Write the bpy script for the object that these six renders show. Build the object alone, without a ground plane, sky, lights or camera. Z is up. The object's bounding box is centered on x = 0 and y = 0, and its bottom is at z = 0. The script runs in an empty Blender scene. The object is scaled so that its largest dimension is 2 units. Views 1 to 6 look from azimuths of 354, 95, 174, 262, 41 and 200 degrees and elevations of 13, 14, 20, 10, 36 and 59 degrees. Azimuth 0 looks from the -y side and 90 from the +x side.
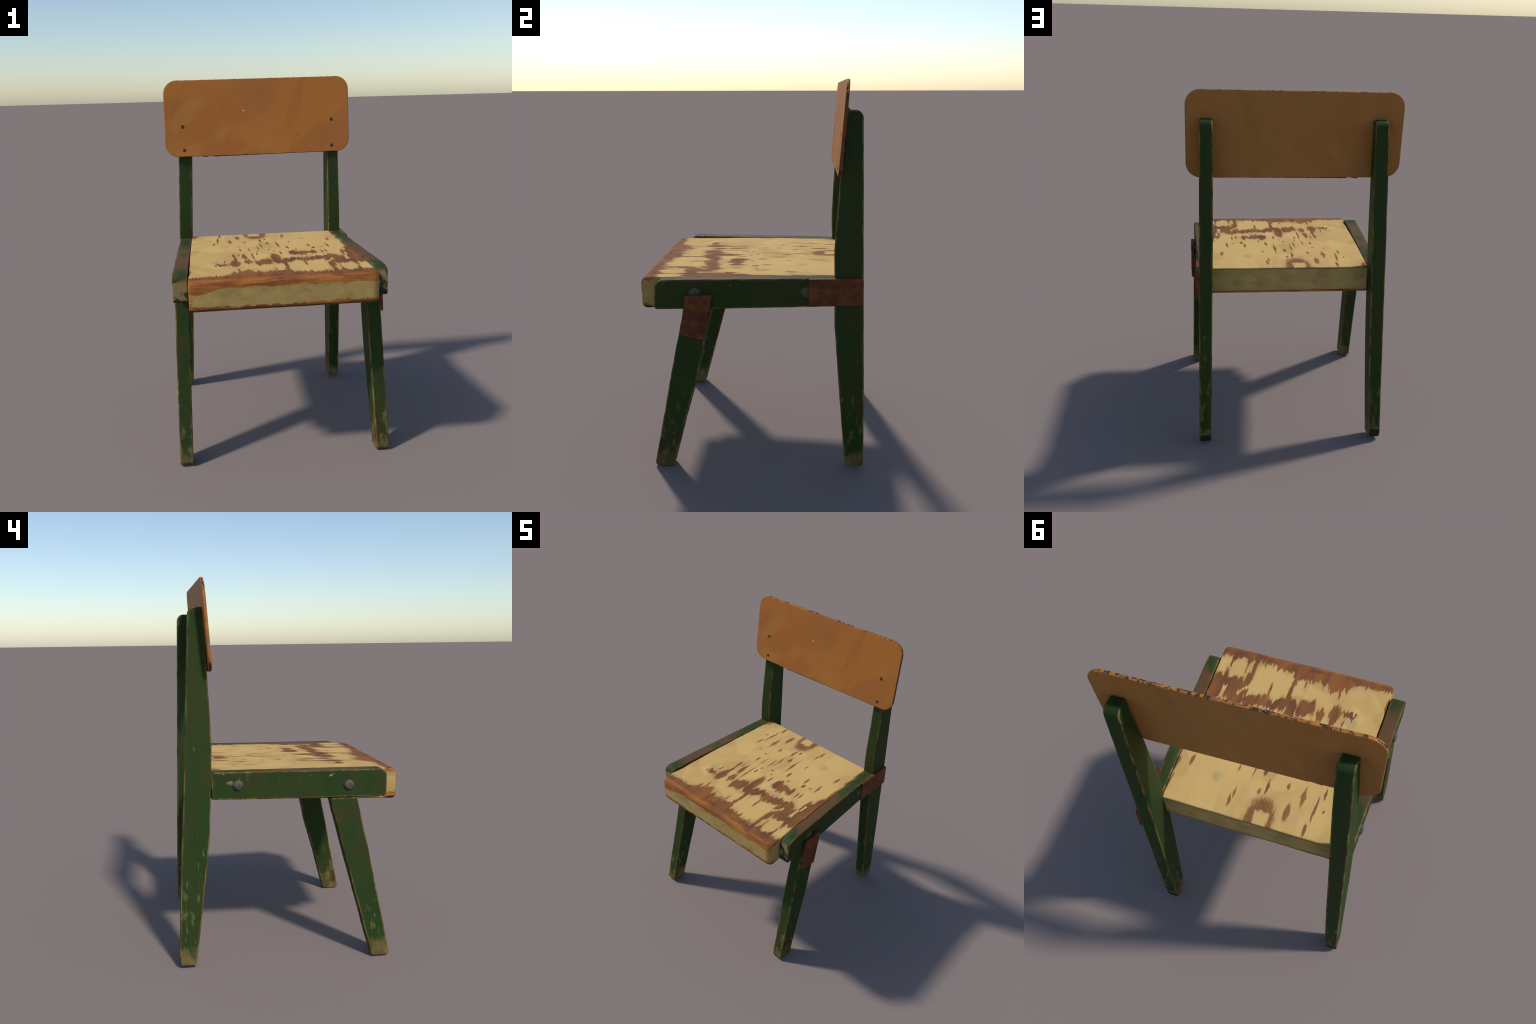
"""Worn wooden school chair: cream seat board, green painted frame, varnished plywood back."""
import bpy, bmesh, math
from mathutils import Vector, noise

# ----------------------------------------------------------------- scene root
root = bpy.data.objects.new("wooden_chair", None)
bpy.context.scene.collection.objects.link(root)
root["label"] = "worn wooden chair with cream seat, green frame, brown plywood back"
root["category"] = "chair"


# ============================================================ node tree helper
class Nodes:
    def __init__(self, name):
        self.mat = bpy.data.materials.new(name)
        self.mat.use_nodes = True
        self.t = self.mat.node_tree
        self.t.nodes.clear()
        self.out = self.t.nodes.new("ShaderNodeOutputMaterial")
        self.bsdf = self.t.nodes.new("ShaderNodeBsdfPrincipled")
        self.t.links.new(self.bsdf.outputs[0], self.out.inputs[0])
        self.tc = self.t.nodes.new("ShaderNodeTexCoord")
        self.pos = self.tc.outputs["Object"]
        self._xyz = None

    def put(self, sock, v):
        if isinstance(v, bpy.types.NodeSocket):
            self.t.links.new(v, sock)
        elif isinstance(v, (tuple, list)) and sock.type == 'RGBA' and len(v) == 3:
            sock.default_value = (*v, 1.0)
        else:
            sock.default_value = v

    def math(self, op, a, b=0.0, c=None, clamp=False):
        n = self.t.nodes.new("ShaderNodeMath")
        n.operation = op
        n.use_clamp = clamp
        self.put(n.inputs[0], a)
        self.put(n.inputs[1], b)
        if c is not None:
            self.put(n.inputs[2], c)
        return n.outputs[0]

    def add(self, a, b): return self.math('ADD', a, b)
    def sub(self, a, b): return self.math('SUBTRACT', a, b)
    def mul(self, a, b): return self.math('MULTIPLY', a, b)
    def mx(self, a, b): return self.math('MAXIMUM', a, b)
    def mn(self, a, b): return self.math('MINIMUM', a, b)

    def vmath(self, op, a, b=None):
        n = self.t.nodes.new("ShaderNodeVectorMath")
        n.operation = op
        self.put(n.inputs[0], a)
        if b is not None:
            self.put(n.inputs[1], b)
        return n.outputs["Value"] if op in ('LENGTH', 'DOT_PRODUCT') else n.outputs["Vector"]

    @property
    def xyz(self):
        if self._xyz is None:
            n = self.t.nodes.new("ShaderNodeSeparateXYZ")
            self.put(n.inputs[0], self.pos)
            self._xyz = n.outputs
        return self._xyz

    def combine(self, x, y, z):
        n = self.t.nodes.new("ShaderNodeCombineXYZ")
        for i, v in enumerate((x, y, z)):
            self.put(n.inputs[i], v)
        return n.outputs[0]

    def noise(self, scale, stretch=(1, 1, 1), detail=3.0, rough=0.5, offset=(0, 0, 0), vec=None, out="Fac"):
        m = self.t.nodes.new("ShaderNodeMapping")
        self.put(m.inputs["Vector"], vec if vec is not None else self.pos)
        m.inputs["Scale"].default_value = stretch
        m.inputs["Location"].default_value = offset
        n = self.t.nodes.new("ShaderNodeTexNoise")
        self.put(n.inputs["Vector"], m.outputs[0])
        n.inputs["Scale"].default_value = scale
        n.inputs["Detail"].default_value = detail
        n.inputs["Roughness"].default_value = rough
        return n.outputs[out]

    def voronoi(self, scale, stretch=(1, 1, 1), vec=None, out="Color", smooth=0.6):
        m = self.t.nodes.new("ShaderNodeMapping")
        self.put(m.inputs["Vector"], vec if vec is not None else self.pos)
        m.inputs["Scale"].default_value = stretch
        n = self.t.nodes.new("ShaderNodeTexVoronoi")
        n.feature = 'SMOOTH_F1'
        n.inputs["Smoothness"].default_value = smooth
        self.put(n.inputs["Vector"], m.outputs[0])
        n.inputs["Scale"].default_value = scale
        return n.outputs[out]

    def step(self, v, lo, hi):
        """smooth 0..1 step of v between lo and hi (lo may exceed hi)"""
        n = self.t.nodes.new("ShaderNodeMapRange")
        n.interpolation_type = 'SMOOTHSTEP'
        self.put(n.inputs[0], v)
        a, b = (lo, hi) if lo < hi else (hi, lo)
        n.inputs[1].default_value = a
        n.inputs[2].default_value = b
        n.inputs[3].default_value = 0.0 if lo < hi else 1.0
        n.inputs[4].default_value = 1.0 if lo < hi else 0.0
        return n.outputs[0]

    def mix(self, fac, a, b):
        n = self.t.nodes.new("ShaderNodeMix")
        n.data_type = 'RGBA'
        self.put(n.inputs[0], fac)
        self.put(n.inputs[6], a)
        self.put(n.inputs[7], b)
        return n.outputs[2]

    def normal(self):
        g = self.t.nodes.new("ShaderNodeNewGeometry")
        n = self.t.nodes.new("ShaderNodeSeparateXYZ")
        self.put(n.inputs[0], g.outputs["True Normal"])
        return n.outputs

    def edge(self, radius):
        """0 on flats, rising to ~1 on convex edges"""
        b = self.t.nodes.new("ShaderNodeBevel")
        b.samples = 8
        b.inputs["Radius"].default_value = radius
        g = self.t.nodes.new("ShaderNodeNewGeometry")
        d = self.vmath('DOT_PRODUCT', b.outputs[0], g.outputs["Normal"])
        return self.math('MULTIPLY', self.sub(1.0, d), 9.0, clamp=True)

    def bump(self, h, strength=0.3, dist=0.004):
        n = self.t.nodes.new("ShaderNodeBump")
        n.inputs["Strength"].default_value = strength
        n.inputs["Distance"].default_value = dist
        self.put(n.inputs["Height"], h)
        self.put(self.bsdf.inputs["Normal"], n.outputs[0])

    def finish(self, color, rough=0.55, spec=0.4, metallic=0.0):
        self.put(self.bsdf.inputs["Base Color"], color)
        self.put(self.bsdf.inputs["Roughness"], rough)
        self.put(self.bsdf.inputs["Specular IOR Level"], spec)
        self.put(self.bsdf.inputs["Metallic"], metallic)
        return self.mat

    def blob(self, uv, x, y, rx, ry, shape='round'):
        """1 at the centre of a patch, 0 on its rim, negative outside"""
        d = self.vmath('SUBTRACT', uv, (x, y, 0))
        d = self.vmath('MULTIPLY', d, (1 / rx, 1 / ry, 0))
        if shape == 'round':
            return self.sub(1.0, self.vmath('LENGTH', d))
        d = self.vmath('ABSOLUTE', d)
        if shape == 'diamond':
            return self.sub(1.0, self.vmath('DOT_PRODUCT', d, (1, 1, 0)))
        n = self.t.nodes.new("ShaderNodeSeparateXYZ")
        self.put(n.inputs[0], d)
        return self.sub(1.0, self.mx(n.outputs[0], n.outputs[1]))


# =================================================================== materials
CREAM = (0.62, 0.405, 0.140)
BARE = (0.215, 0.082, 0.034)
RUST = (0.33, 0.115, 0.025)
GREEN = (0.0205, 0.047, 0.0105)
TAN = (0.30, 0.155, 0.050)


def seat_material():
    m = Nodes("flaking_cream_paint")
    x, y, z = m.xyz
    nrm = m.normal()
    top = m.step(nrm[2], 0.45, 0.75)
    # coordinates pulled about so that worn patches get ragged, grain-wise edges
    fray = m.noise(1, (66, 5, 30), 4, 0.6)
    fray2 = m.noise(1, (22, 9, 22), 3, 0.55, (3, 7, 0))
    fray3 = m.noise(1, (150, 30, 60), 2, 0.6, (1, 2, 3))
    wob_y = m.add(m.mul(m.sub(fray, 0.5), 0.13), m.mul(m.sub(fray2, 0.5), 0.05))
    wob_x = m.add(m.mul(m.sub(fray2, 0.5), 0.025), m.mul(m.sub(fray3, 0.5), 0.006))
    uv = m.combine(m.add(x, wob_x), m.add(y, wob_y), 0.0)
    # small streaks sit where they are: only slightly frayed
    uvs = m.combine(m.add(x, m.add(m.mul(m.sub(fray2, 0.5), 0.022), m.mul(m.sub(fray3, 0.5), 0.008))), m.add(y, m.mul(m.sub(fray, 0.5), 0.035)), 0.0)
    sep = m.t.nodes.new("ShaderNodeSeparateXYZ")
    m.put(sep.inputs[0], uv)
    ux, uy = sep.outputs[0], sep.outputs[1]

    worn = [  # big rubbed-through patches: x, y, half width, half depth
        (-.291, -.310, .040, .027), (-.219, -.290, .029, .064), (-.214, -.205, .010, .040),
        (-.217, -.140, .009, .050), (-.188, -.128, .005, .022), (-.157, -.165, .012, .060),
        (-.150, -.270, .020, .045), (-.114, -.165, .005, .090), (-.068, -.300, .050, .060),
        (-.040, -.270, .024, .050), (.008, -.215, .026, .100), (.030, -.285, .050, .045),
        (.050, -.124, .006, .036), (.120, -.125, .030, .055), (.165, -.130, .036, .042),
        (.210, -.135, .042, .034), (.235, -.125, .014, .050), (.085, -.255, .050, .038),
        (.165, -.260, .066, .042), (.230, -.248, .056, .034), (.300, -.230, .056, .044),
        (.280, -.108, .006, .028), (.308, -.107, .005, .032), (.335, -.275, .070, .055),
        (.345, -.335, .065, .050), (.285, -.400, .022, .085), (.262, -.480, .030, .055),
        (.400, -.330, .055, .060), (.430, -.300, .050, .110), (.395, -.165, .014, .065),
        (.440, -.170, .050, .090), (.455, -.075, .034, .070), (.450, .050, .013, .110),
        (.444, .220, .009, .050), (.440, .370, .006, .060),
        (.400, -.515, .110, .030), (.310, -.530, .090, .032), (.408, -.460, .006, .050),
        (.319, -.470, .007, .060), (.160, -.525, .140, .030),
        (.040, -.380, .014, .100), (.152, -.345, .008, .050), (.111, -.382, .004, .036),
        (.020, -.500, .080, .040), (-.065, -.510, .080, .040), (-.027, -.440, .014, .045),
        (-.140, -.500, .075, .050), (-.200, -.505, .070, .042), (-.205, -.440, .007, .045),
        (-.237, -.475, .010, .035), (-.165, -.460, .030, .030), (-.300, -.530, .090, .020),
        (-.474, -.240, .014, .110), (-.468, -.430, .008, .060), (-.450, .400, .050, .040),
    ]
    streak = [  # single chips along the grain
        (.060, .105, .009, .100), (.005, .140, .012, .030), (-.032, .222, .008, .052),
        (.000, .256, .012, .022), (.124, .345, .010, .040), (.112, .295, .006, .040),
        (-.213, .222, .015, .064), (-.161, .324, .020, .062), (-.128, .190, .008, .024),
        (-.284, .270, .009, .090), (-.309, .175, .006, .048), (-.266, .387, .011, .046),
        (-.037, .075, .007, .080), (-.065, .032, .006, .060), (-.117, 0, .005, .050),
        (.105, .017, .009, .040), (.235, .045, .009, .046), (.253, -.009, .013, .022),
        (.342, .031, .008, .056), (.376, .188, .011, .044), (.305, 0, .008, .010),
        (-.169, .005, .010, .030), (-.081, -.054, .008, .012), (-.005, -.028, .007, .018),
        (.134, .162, .006, .024), (-.085, -.106, .008, .026), (.150, -.040, .005, .020),
        (-.237, .105, .007, .012), (-.330, .270, .006, .012), (-.170, .085, .010, .010),
        (.020, -.060, .006, .016), (-.275, -.250, .006, .030),
    ]
    kept = [  # paint islands left inside the worn areas
        (.362, -.463, .026, .040), (.303, -.448, .014, .034), (.443, -.440, .022, .062),
        (.225, -.400, .042, .098), (.185, -.440, .026, .060), (.100, -.400, .038, .082),
        (.020, -.375, .014, .045), (-.080, -.400, .055, .055), (.165, -.196, .034, .026),
        (.125, -.182, .018, .018), (.060, -.185, .018, .028), (.205, -.185, .016, .030),
        (.258, -.192, .034, .018), (.388, -.258, .009, .045), (.372, -.158, .008, .040),
        (.300, -.170, .018, .020), (.285, -.307, .022, .012), (.402, -.185, .007, .030),
    ]
    field = m.math('DIVIDE', m.sub(-.518, uy), .03)           # rubbed front border
    for b in worn:
        field = m.mx(field, m.blob(uv, *b))
    for b in kept:
        field = m.mn(field, m.mul(m.blob(uv, *b, 'box'), -1.0))
    # horseshoe chip at the back edge
    arch = m.mn(m.blob(uvs, -.045, .405, .074, .130), m.mul(m.blob(uvs, -.050, .430, .033, .072, 'box'), -1.6))
    field = m.mx(field, arch)
    for i, (sx, sy, rx, ry) in enumerate(streak):
        if i % 2:
            field = m.mx(field, m.blob(uvs, sx, sy, rx * .72, ry * .8))
        else:
            field = m.mx(field, m.blob(uvs, sx, sy, rx * .95, ry, 'diamond'))
    grit = m.noise(1, (120, 25, 60), 2, 0.6, (5, 1, 2))
    field = m.add(field, m.mul(m.sub(grit, 0.5), 0.6))
    worn_top = m.mul(m.step(field, -0.12, 0.20), m.sub(1.0, m.mul(m.step(y, -.06, .10), .10)))
    halo = m.step(field, -0.55, 0.05)

    # paint: cream with soft creased tone changes and faint greenish grime
    tone = m.voronoi(9, (1, .8, 1), vec=m.vmath('ADD', m.pos, m.combine(wob_x, wob_x, 0.0)), smooth=.3)
    tsep = m.t.nodes.new("ShaderNodeSeparateColor")
    m.put(tsep.inputs[0], tone)
    cream = m.mix(m.mul(tsep.outputs[0], 0.9), CREAM, (0.49, 0.305, 0.105))
    cream = m.mix(m.mul(m.step(m.noise(5, (1, 1, 1), 2), .5, .75), .35), cream, (0.66, 0.45, 0.185))
    cream = m.mix(m.mul(halo, 0.42), cream, (0.44, 0.255, 0.095))
    grime = m.mx(m.blob(uv, .160, -.200, .085, .045), m.mx(m.blob(uv, -.30, -.245, .080, .045), m.blob(uvs, .224, .240, .034, .034)))
    grime = m.mul(m.step(grime, -0.1, 0.5), m.step(fray2, .38, .58))
    cream = m.mix(m.mul(grime, .6), cream, (0.36, 0.27, 0.125))
    soft = m.noise(1, (16, 3, 10), 3, .6, (9, 0, 4))
    bare = m.mix(m.step(soft, .35, .68), (0.165, 0.066, 0.028), (0.26, 0.100, 0.030))
    bare = m.mix(m.mul(m.step(m.blob(uv, .375, -.33, .11, .12), 0, .9), .55), bare, (0.14, 0.068, 0.034))
    topcol = m.mix(worn_top, cream, bare)

    # front, back and side faces: olive-cream paint, rust where the edge has been rubbed
    side_tone = m.voronoi(10, (1, 1, 1.4))
    ssep = m.t.nodes.new("ShaderNodeSeparateColor")
    m.put(ssep.inputs[0], side_tone)
    side = m.mix(ssep.outputs[1], (0.45, 0.31, 0.105), (0.39, 0.265, 0.090))
    wave = m.noise(1, (9, 9, 20), 3, .55, (2, 4, 1))
    rub = m.noise(1, (6, 20, 70), 3, .6, (7, 3, 1))
    rust = m.mix(m.step(rub, .36, .62), (0.215, 0.070, 0.024), (0.40, 0.145, 0.030))
    front = m.step(y, -.50, -.54)
    pale = m.noise(1, (13, 13, 22), 3, .55, (1, 8, 3))
    side = m.mix(m.mul(m.step(pale, .48, .66), .6), side, (0.54, 0.375, 0.130))
    side = m.mix(m.mul(m.step(pale, .44, .30), .5), side, (0.31, 0.190, 0.060))
    chips = m.noise(1, (38, 38, 38), 3, .6, (4, 1, 6))
    hgt = m.add(m.add(z, m.mul(m.sub(wave, .5), .030)), m.mul(m.sub(chips, .5), .022))
    low_edge = m.add(.975, m.mul(m.step(x, -.28, -.46), -.030))
    facing = m.mx(m.step(nrm[1], -.25, -.55), m.step(m.add(z, m.mul(m.sub(wave, .5), .02)), .998, 1.008))
    rub_top = m.mul(m.mul(m.step(m.sub(hgt, low_edge), -.006, .006), front), facing)
    corner = m.mul(m.step(m.add(m.math('ABSOLUTE', x), m.mul(m.sub(wave, .5), .03)), .445, .466), front)
    corner = m.mul(m.mul(corner, m.step(x, .1, -.1)), m.step(nrm[1], -.25, -.55))
    rub_bot = m.step(m.add(m.add(z, m.mul(m.sub(wave, .5), .050)), m.mul(m.sub(chips, .5), .040)), .888, .878)
    back_bot = m.step(m.add(z, m.mul(m.sub(wave, .5), .016)), .908, .902)
    rub_bot = m.mx(m.mul(rub_bot, front), m.mul(back_bot, m.step(y, .40, .42)))
    end_chip = m.mul(m.step(m.add(m.math('ABSOLUTE', m.sub(x, .006)), m.mul(m.sub(chips, .5), .05)), .462, .474), m.mul(front, m.step(nrm[1], -.25, -.55)))
    rub_bot = m.mx(rub_bot, m.mul(end_chip, .7))
    side = m.mix(m.mx(m.mx(rub_top, m.mul(corner, .8)), rub_bot), side, rust)
    back_lip = m.mul(m.step(m.add(z, m.mul(m.sub(wave, .5), .012)), 1.026, 1.030), m.step(y, .40, .425))
    side = m.mix(m.mul(back_lip, .8), side, (0.16, 0.10, 0.055))
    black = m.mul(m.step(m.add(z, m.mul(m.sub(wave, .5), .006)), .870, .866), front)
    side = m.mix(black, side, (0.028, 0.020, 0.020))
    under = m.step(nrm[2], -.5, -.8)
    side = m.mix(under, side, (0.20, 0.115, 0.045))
    # dark stain and lines along the front nosing
    lines = m.mul(m.step(m.noise(1, (9, 60, 90), 3, .6, (4, 4, 8)), .54, .66), m.step(z, .985, 1.0))
    lines = m.mul(lines, front)
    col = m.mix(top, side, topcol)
    nose = m.mul(m.mul(m.mul(m.step(hgt, .985, .998), front), facing), m.step(z, 1.0195, 1.012))
    col = m.mix(m.mul(nose, .75), col, rust)
    col = m.mix(m.mul(lines, .65), col, (0.13, 0.042, 0.024))
    m.bump(m.add(m.mul(m.noise(12, (1, .6, 1), 3), .8), m.mul(m.noise(1, (60, 8, 60), 2), .4)), 0.25, 0.004)
    return m.finish(col, .8, .12)


def green_material(name, foot=True, rail=False, seed=0.0, on_edge=False, reach=.62):
    """Old green enamel, rubbed to wood on edges, olive-tan near the feet."""
    m = Nodes(name)
    x, y, z = m.xyz
    off = (seed, seed * 1.7, seed * .6)
    cloud = m.noise(1, (9, 9, 3.2), 3, .5, off)
    col = m.mix(m.step(cloud, .35, .68), GREEN, (0.032, 0.046, 0.0105))
    col = m.mix(m.mul(m.step(m.noise(1, (5, 5, 4), 2, .5, (off[1], 3, 1)), .55, .72), .45), col, (0.052, 0.038, 0.0125))
    # pale scuffs
    scuff = m.noise(1, (34, 34, 11), 4, .62, (off[2], off[0], 5))
    lowness = m.step(z, reach, .05) if foot else 0.15
    lim = m.sub(.72, m.mul(lowness, .17)) if foot else .73
    sc = m.step(m.sub(scuff, lim), 0.0, 0.05)
    col = m.mix(m.mul(sc, .7), col, (0.125, 0.125, 0.038))
    # worn edges
    en = m.noise(1, (40, 40, 12), 3, .6, (off[0], 2, off[1]))
    if on_edge:                                   # the rounded arris itself
        em = m.step(m.add(m.mul(lowness, .10), en), .40, .56)
    else:                                         # wear creeping in from it
        e = m.edge(.018)
        em = m.step(m.add(m.mul(e, .55), en), .62, .92)
        if foot:
            em = m.mul(em, m.add(.35, m.mul(lowness, .65)))
    ec = m.mix(m.step(m.noise(1, (12, 12, 8), 2, .5, (1, off[0], 9)), .4, .6), (0.150, 0.065, 0.018), (0.22, 0.155, 0.050))
    col = m.mix(m.mul(em, .8), col, ec)
    if foot:
        fn = m.noise(1, (16, 16, 9), 4, .6, (off[1], off[2], 3))
        bare = m.step(m.sub(m.add(z, m.mul(m.sub(fn, .5), .34)), 0.0), .125, .045)
        bcol = m.mix(m.step(m.noise(1, (20, 20, 12), 3, .5, (7, 1, 2)), .35, .65), (0.085, 0.075, 0.022), (0.20, 0.130, 0.050))
        col = m.mix(m.mul(bare, .85), col, bcol)
        chip = m.mul(m.step(m.noise(1, (30, 30, 14), 3, .6, (off[2], 8, off[1])), .62, .68), m.step(z, .55, .1))
        col = m.mix(m.mul(chip, .6), col, (0.17, 0.16, 0.055))
    if rail:
        nrm = m.normal()
        top = m.step(nrm[2], .35, .7)
        rn = m.noise(1, (14, 5, 10), 3, .55, (off[0], 1, 2))
        mid = m.mul(m.step(y, .30, -.05), m.step(y, -.46, -.30))
        wear = m.step(m.add(m.mul(mid, .32), rn), .54, .88)
        tc = m.mix(m.step(rn, .4, .6), (0.165, 0.066, 0.026), (0.110, 0.058, 0.024))
        col = m.mix(m.mul(wear, top), col, tc)
        col = m.mix(m.mul(m.mul(m.step(rn, .50, .35), top), .35), col, (0.050, 0.085, 0.030))
        # end grain at the front: filler-coloured patches with green dabs
        fr = m.step(nrm[1], -.5, -.8)
        dab = m.step(m.noise(1, (20, 20, 20), 2, .5, (off[1] + 2, 5, 3)), .50, .56)
        end = m.mix(dab, (0.27, 0.185, 0.085), (0.035, 0.06, 0.025))
        end = m.mix(m.step(z, .905, .893), end, (0.03, 0.035, 0.02))
        col = m.mix(m.mul(fr, m.step(z, 1.015, .985)), col, end)
        # knocks along the upper outer edge
        kn = m.mul(m.step(m.noise(1, (22, 22, 34), 2, .5, (2, 6, off[2])), .69, .73), m.step(z, .955, 1.0))
        col = m.mix(m.mul(kn, m.sub(1.0, top)), col, (0.34, 0.21, 0.085))
    m.bump(m.add(m.mul(cloud, .5), m.mul(em, -.5)), .12, .003)
    return m.finish(col, .62, .13)


def board_material():
    m = Nodes("varnished_plywood")
    x, y, z = m.xyz
    nrm = m.normal()
    warp = m.combine(m.mul(m.sub(m.noise(3), .5), .25), 0.0, m.mul(m.sub(m.noise(2.4, offset=(4, 0, 2)), .5), .25))
    v = m.vmath('ADD', m.pos, warp)
    tone = m.voronoi(4.0, (1, 0.2, 1.2), vec=v, smooth=.75)
    s = m.t.nodes.new("ShaderNodeSeparateColor")
    m.put(s.inputs[0], tone)
    col = m.mix(m.step(s.outputs[0], .15, .85), (0.47, 0.165, 0.032), (0.40, 0.143, 0.033))
    col = m.mix(m.mul(m.step(m.noise(2.2, offset=(1, 0, 6)), .48, .68), .5), col, (0.42, 0.175, 0.046))
    grain = m.noise(1, (3.0, 20, 120), 3, .6)
    col = m.mix(m.mul(m.step(grain, .4, .8), .10), col, (0.33, 0.125, 0.035))
    # broad diagonal streaks of lighter and darker tone
    diag = m.combine(m.add(m.mul(x, 2.2), m.mul(z, 1.6)), 0.0, m.sub(m.mul(z, 7.0), m.mul(x, 4.2)))
    diag_tone = m.noise(1, (1, 1, 1), 2, .5, vec=diag)
    diag_tone2 = m.noise(1, (1, 1, 1), 2, .5, (5, 0, 3), vec=m.combine(m.sub(m.mul(x, 8.0), m.mul(z, 2.5)), 0.0, m.mul(z, 2.0)))
    gold = m.mul(m.step(diag_tone, .50, .66), .5)
    dusk = m.mul(m.step(diag_tone2, .50, .68), .45)
    col = m.mix(gold, col, (0.47, 0.205, 0.045))
    col = m.mix(dusk, col, (0.37, 0.118, 0.024))
    back = m.step(nrm[1], .5, .8)
    bcol = m.mix(m.step(m.noise(2.6, offset=(0, 0, 3)), .4, .62), (0.41, 0.165, 0.036), (0.39, 0.170, 0.041))
    bcol = m.mix(gold, bcol, (0.43, 0.20, 0.050))
    bcol = m.mix(dusk, bcol, (0.33, 0.125, 0.028))
    col = m.mix(back, col, bcol)
    # light nick and short scratch on the front
    uv = m.combine(x, z, 0.0)
    frontf = m.step(nrm[1], -.5, -.8)
    nick = m.mul(m.step(m.blob(uv, -.090, 1.808, .0075, .0065), 0, .4), frontf)
    col = m.mix(m.mul(nick, .8), col, (0.75, 0.55, 0.30))
    scr = m.mul(m.step(m.blob(uv, .243, 1.655, .003, .024), 0, .5), frontf)
    col = m.mix(m.mul(scr, .8), col, (0.16, 0.06, 0.02))
    # plies on the rim: dark splintered dashes on top and bottom edge
    flat = m.mx(frontf, back)
    rim = m.sub(1.0, flat)
    col = m.mix(m.mul(rim, m.step(m.noise(1, (30, 60, 30), 3, .6), .40, .62)), col, (0.22, 0.10, 0.038))
    dash = m.step(m.noise(1, (24, 60, 24), 3, .7, (3, 3, 3)), .565, .60)
    updown = m.math('ABSOLUTE', nrm[2])
    col = m.mix(m.mul(m.mul(dash, rim), m.step(updown, .12, .4)), col, (0.012, 0.009, 0.007))
    splinter = m.noise(1, (55, 20, 55), 3, .7, (6, 2, 1))
    to_bottom = m.sub(z, m.add(1.543, m.mul(x, .0035)))
    strip = m.step(m.add(to_bottom, m.mul(m.sub(splinter, .5), -.008)), .0035, .0005)
    to_top = m.sub(m.add(1.9962, m.mul(x, .0057)), z)
    strip = m.mx(strip, m.mul(m.step(to_top, .0042, .0022), m.step(splinter, .50, .56)))
    to_side = m.sub(.5645, x)
    strip = m.mx(strip, m.mul(m.step(to_side, .0045, .002), .7))
    col = m.mix(m.mul(strip, .88), col, (0.030, 0.018, 0.010))
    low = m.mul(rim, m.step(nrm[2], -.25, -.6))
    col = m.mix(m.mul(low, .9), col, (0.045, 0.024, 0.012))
    m.bump(m.mul(s.outputs[1], .6), .10, .004)
    return m.finish(col, .64, .2)


def plate_material():
    m = Nodes("red_brown_stained_wood")
    x, y, z = m.xyz
    g = m.noise(1, (14, 14, 14), 4, .6)
    col = m.mix(m.step(g, .34, .66), (0.095, 0.024, 0.009), (0.175, 0.050, 0.013))
    lin = m.noise(1, (20, 5, 34), 3, .6, (2, 1, 5))
    col = m.mix(m.mul(m.step(lin, .52, .70), .6), col, (0.055, 0.014, 0.008))
    e = m.edge(.008)
    col = m.mix(m.mul(e, .4), col, (0.26, 0.100, 0.030))
    m.bump(g, .15, .003)
    return m.finish(col, .6, .2)


def steel_material():
    m = Nodes("dull_painted_steel")
    g = m.noise(45, detail=4)
    col = m.mix(m.step(g, .35, .65), (0.052, 0.050, 0.036), (0.090, 0.086, 0.066))
    col = m.mix(m.mul(m.step(m.noise(30, offset=(3, 1, 2)), .55, .68), .6), col, (0.07, 0.10, 0.04))
    m.bump(g, .2, .002)
    return m.finish(col, .6, .3, 0.0)


def plain(name, c1, c2, rough=.6):
    m = Nodes(name)
    col = m.mix(m.step(m.noise(60, detail=3), .35, .65), c1, c2)
    return m.finish(col, rough, .3)


MAT_SEAT = seat_material()
def green_pair(name, **kw):
    return green_material(name, **kw), green_material(name + "_edge", on_edge=True, **kw)


MAT_LEG = green_pair("worn_green_paint_leg", seed=1.3)
MAT_POST = green_pair("worn_green_paint_upright", seed=6.1, reach=1.25)
MAT_RAIL = green_pair("worn_green_paint_rail", foot=False, rail=True, seed=3.7)
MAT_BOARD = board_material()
MAT_PLATE = plate_material()
MAT_STEEL = steel_material()
MAT_SCREW = plain("dark_screw_steel", (0.035, 0.018, 0.022), (0.07, 0.035, 0.035), .5)
MAT_HOLE_DARK = plain("painted_hole_black", (0.010, 0.008, 0.007), (0.016, 0.013, 0.011), .7)


# ==================================================================== geometry
def rounded(points, step=0.03, arc=6):
    """Closed outline from (a, b, corner radius) points, straight runs subdivided."""
    n = len(points)
    out = []
    for i in range(n):
        p = Vector(points[i][:2]); r = points[i][2]
        a = Vector(points[i - 1][:2]) - p
        b = Vector(points[(i + 1) % n][:2]) - p
        if r <= 0:
            out.append(p); continue
        la, lb = a.length, b.length
        a.normalize(); b.normalize()
        half = math.acos(max(-1, min(1, a.dot(b)))) / 2
        if half > math.radians(86):
            out.append(p); continue
        cut = min(r / math.tan(half), la * .48, lb * .48)
        r = cut * math.tan(half)
        c = p + (a + b).normalized() * (r / math.sin(half))
        s, e = p + a * cut - c, p + b * cut - c
        ang = s.angle_signed(e)
        for k in range(arc + 1):
            t = -ang * k / arc
            out.append(c + Vector((s.x * math.cos(t) - s.y * math.sin(t), s.x * math.sin(t) + s.y * math.cos(t))))
    dense = []
    for i, p in enumerate(out):
        q = out[(i + 1) % len(out)]
        k = max(1, int((q - p).length / step))
        for j in range(k):
            dense.append(p.lerp(q, j / k))
    return dense


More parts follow.
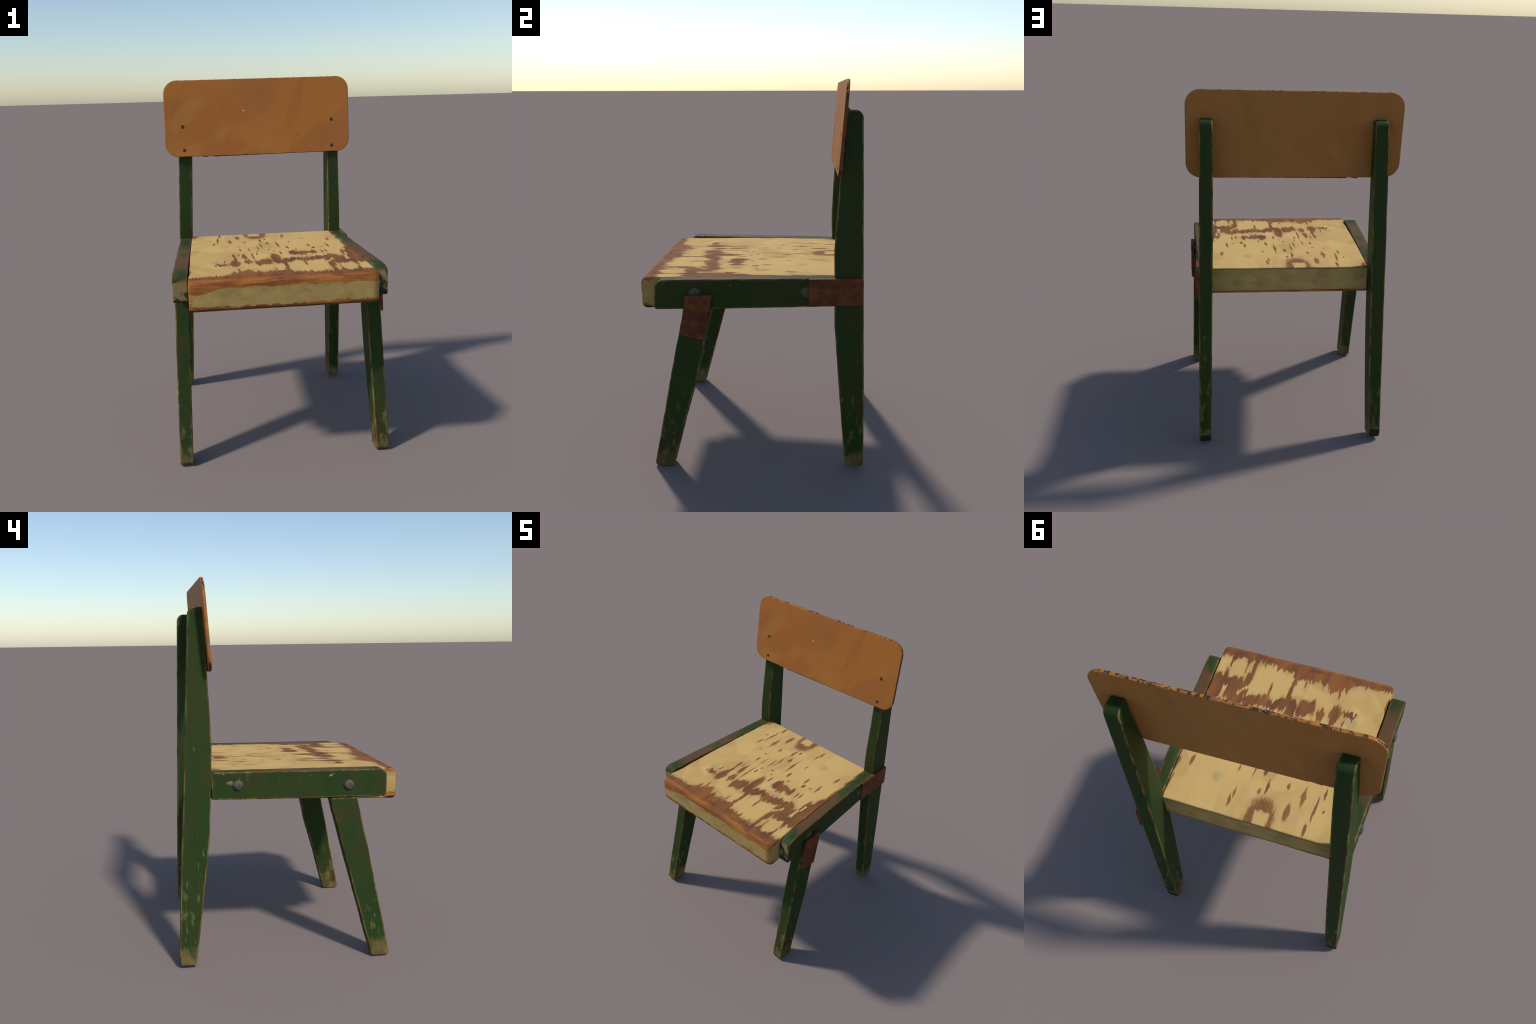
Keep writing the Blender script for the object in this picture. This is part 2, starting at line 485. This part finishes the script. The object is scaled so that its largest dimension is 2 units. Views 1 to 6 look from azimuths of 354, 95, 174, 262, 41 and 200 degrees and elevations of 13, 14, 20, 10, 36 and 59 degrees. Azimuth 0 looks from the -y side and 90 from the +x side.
def normals_of(poly):
    n = len(poly)
    area = sum(poly[i].x * poly[(i + 1) % n].y - poly[(i + 1) % n].x * poly[i].y for i in range(n))
    sgn = 1 if area > 0 else -1
    res = []
    for i in range(n):
        d1 = (poly[i] - poly[i - 1]); d2 = (poly[(i + 1) % n] - poly[i])
        n1 = Vector((d1.y, -d1.x)).normalized() * sgn
        n2 = Vector((d2.y, -d2.x)).normalized() * sgn
        m = (n1 + n2)
        m = m.normalized() if m.length > 1e-6 else n1
        res.append(m / max(.5, m.dot(n1)))
    return res


def slab(name, poly, place, thick, r, mat, mids=1, rough=0.0, freq=30.0, seed=0.0, parent=None, seg=3):
    """Board with outline poly; place(a, b, t) puts it in space, t = 0..1 through the
    thickness; edges are rounded with radius r and roughened by a little noise."""
    nr = normals_of(poly)
    if rough:
        poly = [p + n * rough * (noise.noise(Vector((p.x * freq, p.y * freq, seed)))
                                 + .6 * noise.noise(Vector((p.x * freq * 3, p.y * freq * 3, seed + 5))))
                for p, n in zip(poly, nr)]
    levels = []
    for k in range(seg + 1):
        an = math.pi / 2 * k / seg
        levels.append((r * (1 - math.cos(an)) / thick, r * (1 - math.sin(an))))
    full = levels + [(r / thick + (1 - 2 * r / thick) * k / mids, 0) for k in range(1, mids)]
    full += [(1 - t, i) for t, i in reversed(levels)]
    bm = bmesh.new()
    rings = []
    for t, inset in full:
        rings.append([bm.verts.new(place(p.x - n.x * inset, p.y - n.y * inset, t)) for p, n in zip(poly, nr)])
    k = len(poly)
    two = isinstance(mat, tuple)                      # second slot = the rounded edges
    for j, (a, b) in enumerate(zip(rings, rings[1:])):
        for i in range(k):
            f = bm.faces.new((a[i], a[(i + 1) % k], b[(i + 1) % k], b[i]))
            f.material_index = 1 if two and (j < seg or j >= len(rings) - 1 - seg) else 0
    bm.faces.new(rings[0]); bm.faces.new(list(reversed(rings[-1])))
    bmesh.ops.recalc_face_normals(bm, faces=bm.faces)
    return mesh_object(name, bm, mat, parent)


def mesh_object(name, bm, mat, parent=None, weighted=True):
    me = bpy.data.meshes.new(name)
    bm.to_mesh(me); bm.free()
    for p in me.polygons:
        p.use_smooth = len(p.vertices) <= 4          # broad faces stay flat
    for one in (mat if isinstance(mat, tuple) else (mat,)):
        me.materials.append(one)
    ob = bpy.data.objects.new(name, me)
    bpy.context.scene.collection.objects.link(ob)
    ob.parent = parent or root
    if weighted:
        w = ob.modifiers.new("weighted_normal", 'WEIGHTED_NORMAL')
        w.weight = 90
    return ob


def curve(pts):
    """Piecewise linear function through (s, value) pairs."""
    pts = sorted(pts)
    def f(s):
        if s <= pts[0][0]:
            (s0, v0), (s1, v1) = pts[0], pts[1]
        else:
            for (s0, v0), (s1, v1) in zip(pts, pts[1:]):
                if s <= s1:
                    break
        return v0 + (v1 - v0) * (s - s0) / (s1 - s0)
    return f


# ---- uprights (rear legs): side outline in y-z, leaning slightly outwards
def upright(front, back, outer, inner, twist, seed):
    prof = [(y, z, .010 if i in (0,) else .25) for i, (y, z) in enumerate(front)]
    prof += [(y, z, rr) for y, z, rr in back]
    poly = rounded(prof, .03)
    fo, fi, tw = curve(outer), curve(inner), curve(twist)
    def place(y, z, t):
        return (fi(z) + (fo(z) - fi(z)) * t + tw(z) * (y - .48), y, z)
    return slab("rear_leg", poly, place, .07, .006, MAT_POST, rough=.0012, freq=14, seed=seed)


post_r = upright(
    [(.482, .018), (.454, .325), (.438, .503), (.423, .678), (.414, .790), (.408, 1.046), (.405, 1.168), (.415, 1.344), (.426, 1.538), (.446, 1.700)],
    [(.452, 1.857, .0075), (.527, 1.857, .052), (.533, 1.66, 0), (.551, 1.074, 0), (.569, .508, 0), (.579, .12, 0), (.576, .018, .014)],
    [(0, .516), (.5, .511), (1.0, .506), (1.5, .498), (1.86, .493)],
    [(0, .447), (.5, .440), (1.0, .432), (1.5, .427), (1.86, .426)],
    [(0, 0), (2, 0)], 2.0)
post_l = upright(
    [(.504, .016), (.463, .320), (.447, .450), (.431, .579), (.417, .706), (.408, .888), (.399, 1.118), (.397, 1.207), (.403, 1.360), (.409, 1.502), (.416, 1.700)],
    [(.424, 1.854, .0075), (.497, 1.854, .034), (.503, 1.726, 0), (.527, 1.283, 0), (.543, .960, 0), (.569, .544, 0), (.585, .197, 0), (.592, .075, .02), (.586, .016, .014)],
    [(0, -.543), (.52, -.526), (1.05, -.510), (1.53, -.492), (1.86, -.474)],
    [(0, -.472), (.52, -.451), (1.05, -.432), (1.53, -.413), (1.86, -.404)],
    [(0, 0), (1.0, .04), (1.86, .07)], 9.0)


# ---- rear feet: thin black plate modelling the unlit hole in each heel
def heel_dark_plate(xc, zc, w, h, y0, lean):
    poly = rounded([(xc - w, zc - h, .012), (xc + w, zc - h, .012), (xc + w, zc + h, .009), (xc - w, zc + h, .009)], .01, 4)
    return slab("heel_hole_dark", poly, lambda x, z, t: (x, y0 - .008 + .0096 * t + lean * (z - zc), z), .0096, .001, MAT_HOLE_DARK,
                rough=.0015, freq=60, seed=xc)


heel_dark_plate(.481, .043, .029, .019, .5762, .02)
heel_dark_plate(-.509, .046, .029, .026, .5895, .10)


# ---- raked front legs
def front_leg(front, back, outer, inner, seed):
    prof = [(y, z, rr) for y, z, rr in front] + [(y, z, rr) for y, z, rr in back]
    poly = rounded(prof, .018)
    fo, fi = curve(outer), curve(inner)
    return slab("front_leg", poly, lambda y, z, t: (fi(z) + (fo(z) - fi(z)) * t, y, z), .07, .006, MAT_LEG,
                rough=.0016, freq=16, seed=seed)


front_leg([(-.350, .886, .0075), (-.412, .613, .2), (-.456, .398, 0), (-.496, .214, 0), (-.540, .006, .018)],
          [(-.440, .006, .014), (-.375, .250, .2), (-.315, .469, .2), (-.260, .674, .2), (-.205, .886, .0075)],
          [(0, -.561), (.85, -.548)], [(0, -.491), (.8, -.475)], 3.0)
front_leg([(-.347, .884, .0075), (-.379, .733, .2), (-.420, .539, 0), (-.483, .209, 0), (-.526, .001, .018)],
          [(-.422, .001, .014), (-.357, .261, .2), (-.291, .490, .2), (-.244, .716, .2), (-.203, .884, .0075)],
          [(0, .570), (.75, .552), (.9, .548)], [(0, .500), (.56, .480), (.78, .476)], 5.0)


# ---- side rails
def rail(prof, outer, inner, seed):
    fo, fi = curve(outer), curve(inner)
    return slab("side_rail", rounded(prof, .03), lambda y, z, t: (fi(y) + (fo(y) - fi(y)) * t, y, z), .065, .006,
                MAT_RAIL, rough=.0012, freq=18, seed=seed)


RAIL_R_OUT = curve([(-.50, .552), (.41, .504)])
RAIL_L_OUT = curve([(-.50, -.553), (.41, -.509)])
rail_r = rail([(-.497, .870, .012), (-.497, 1.025, .052), (.05, 1.034, 0), (.413, 1.041, .0075), (.413, .893, .0075), (-.05, .879, 0)],
              [(-.50, .552), (.41, .504)], [(-.50, .4855), (.41, .4405)], 1.0)
rail_l = rail([(-.505, .887, .018), (-.505, 1.033, .042), (-.10, 1.035, 0), (.404, 1.036, .0075), (.404, .894, .0075), (.10, .889, 0)],
              [(-.50, -.553), (.41, -.509)], [(-.50, -.4755), (.41, -.4395)], 4.0)

# ---- seat board: side profile with a rolled front edge, slightly wider at the front
seat_poly = rounded([(-.577, .855, .024), (-.579, 1.018, .036), (-.10, 1.0305, 0), (.432, 1.038, .0085),
                     (.432, .889, .0085), (.0, .871, 0)], .012, 8)
seat_lo = curve([(-.57, -.4735), (.436, -.437)])
seat_hi = curve([(-.57, .4845), (.436, .4385)])


def seat_place(y, z, t):
    x = seat_lo(y) + (seat_hi(y) - seat_lo(y)) * t
    dz = .0016 * noise.noise(Vector((x * 7, y * 5, 3))) + .0007 * noise.noise(Vector((x * 26, y * 9, 8)))
    dy = .0022 * noise.noise(Vector((x * 8, z * 14, 1))) if y < -.45 or y > .40 else 0
    dy += (-.0115 + .0055 * t) * max(0, min(1, -y / .5))          # front edge runs a touch askew
    if y < -.5 and abs(2 * t - 1) > .93:                          # softened front corners
        dy += (.008 + .005 * t) * ((abs(2 * t - 1) - .93) / .07) ** 2
    return (x, y + dy, z + dz)


seat = slab("seat", seat_poly, seat_place, .955, .007, MAT_SEAT, mids=90, rough=0, seg=3)

# ---- plywood backrest: thin rounded board leaning back, splintered lower rim
def board_y(x, z):
    return .4075 + .0235 * x + .070 * (z - 1.65)


bp = rounded([(-.573, 1.541, .080), (.566, 1.545, .076), (.563, 1.9995, .078), (-.568, 1.993, .080)], .006, 14)
board_poly = []
for p in bp:
    z = p.y
    if z < 1.56 and abs(p.x) < .47:
        hang = 0.0
        if -.342 < p.x < -.313:
            hang = .006
        elif -.283 < p.x < .42:
            hang = .006 * max(.25, (.42 - p.x) / .70)
        z -= hang * (.75 + .5 * noise.noise(Vector((p.x * 60, 1, 2)))) if hang else 0
        z += .0016 * noise.noise(Vector((p.x * 110, 4, 0)))
    elif z > 1.97 and abs(p.x) < .47:
        z += .0022 * max(0, noise.noise(Vector((p.x * 70, 8, 1)))) - .0008
    board_poly.append(Vector((p.x, z)))
TB = .0165
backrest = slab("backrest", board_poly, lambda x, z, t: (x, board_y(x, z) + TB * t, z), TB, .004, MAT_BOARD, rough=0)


# ---- turned heads: domed bolts and dark screws, one shared mesh each
def lathe(name, prof, mat, n=24):
    bm = bmesh.new()
    rings = [[bm.verts.new((h, r * math.cos(2 * math.pi * i / n), r * math.sin(2 * math.pi * i / n))) for i in range(n)]
             for r, h in prof]
    for a, b in zip(rings, rings[1:]):
        for i in range(n):
            bm.faces.new((a[i], a[(i + 1) % n], b[(i + 1) % n], b[i]))
    bm.faces.new(rings[0]); bm.faces.new(rings[-1])
    bmesh.ops.recalc_face_normals(bm, faces=bm.faces)
    me = bpy.data.meshes.new(name)
    bm.to_mesh(me); bm.free()
    for p in me.polygons:
        p.use_smooth = True
    me.materials.append(mat)
    return me


def stud(name, me, loc, direction, parent, scale=1.0):
    ob = bpy.data.objects.new(name, me)
    bpy.context.scene.collection.objects.link(ob)
    ob.parent = parent
    ob.location = loc
    ob.rotation_euler = Vector(direction).to_track_quat('X', 'Z').to_euler()
    ob.scale = (scale,) * 3
    return ob


R = .0275
bolt_me = lathe("bolt", [(R, -.006), (R, .001)] + [(R * math.cos(a), .001 + .0125 * math.sin(a)) for a in
                [math.radians(d) for d in (12, 25, 38, 50, 62, 74, 84)]], MAT_STEEL)
R2 = .009
screw_me = lathe("screw", [(R2, -.003), (R2, .0006), (R2 * .9, .0014), (R2 * .55, .0008), (R2 * .3, .0004)], MAT_SCREW, 16)
for y, z in ((-.305, .953), (.267, .967)):
    stud("bolt", bolt_me, (RAIL_L_OUT(y), y, z), (-1, -.046, 0), rail_l)
for y, z in ((-.292, .956), (.270, .966)):                       # worn flat, half hidden by the plates
    flat_bolt = stud("bolt", bolt_me, (RAIL_R_OUT(y), y, z), (1, .053, 0), rail_r)
    flat_bolt.scale = (.35, 1.05, 1.05)
for x, z in ((-.463, 1.721), (-.458, 1.581), (.454, 1.741), (.455, 1.583)):
    stud("screw", screw_me, (x, board_y(x, z), z), (.0235, -1, .07), backrest, 1.12)

# ---- wooden repair plates screwed over the joints on one side
def plate(corners, outer, thick, screws, seed):
    poly = rounded([(y, z, .007) for y, z in corners], .03, 4)
    f = curve(outer)
    ob = slab("repair_plate", poly, lambda y, z, t: (f(y) - thick * (1 - t), y, z), thick, .0045, MAT_PLATE,
              rough=.0008, freq=25, seed=seed)
    for y, z in screws:
        stud("screw", screw_me, (f(y), y, z), (1, 0, 0), ob, 1.0)
    return ob


plate([(.281, .899), (.281, 1.037), (.549, 1.046), (.555, .906)], [(.28, .525), (.55, .523)], .024,
      [(.339, 1.024), (.502, 1.006), (.455, .967), (.337, .928), (.502, .942)], 1.0)
plate([(-.367, .742), (-.338, .950), (-.200, .956), (-.243, .716)], [(-.37, .5695), (-.20, .5640)], .022,
      [(-.312, .919), (-.239, .916), (-.328, .792), (-.261, .777)], 2.0)
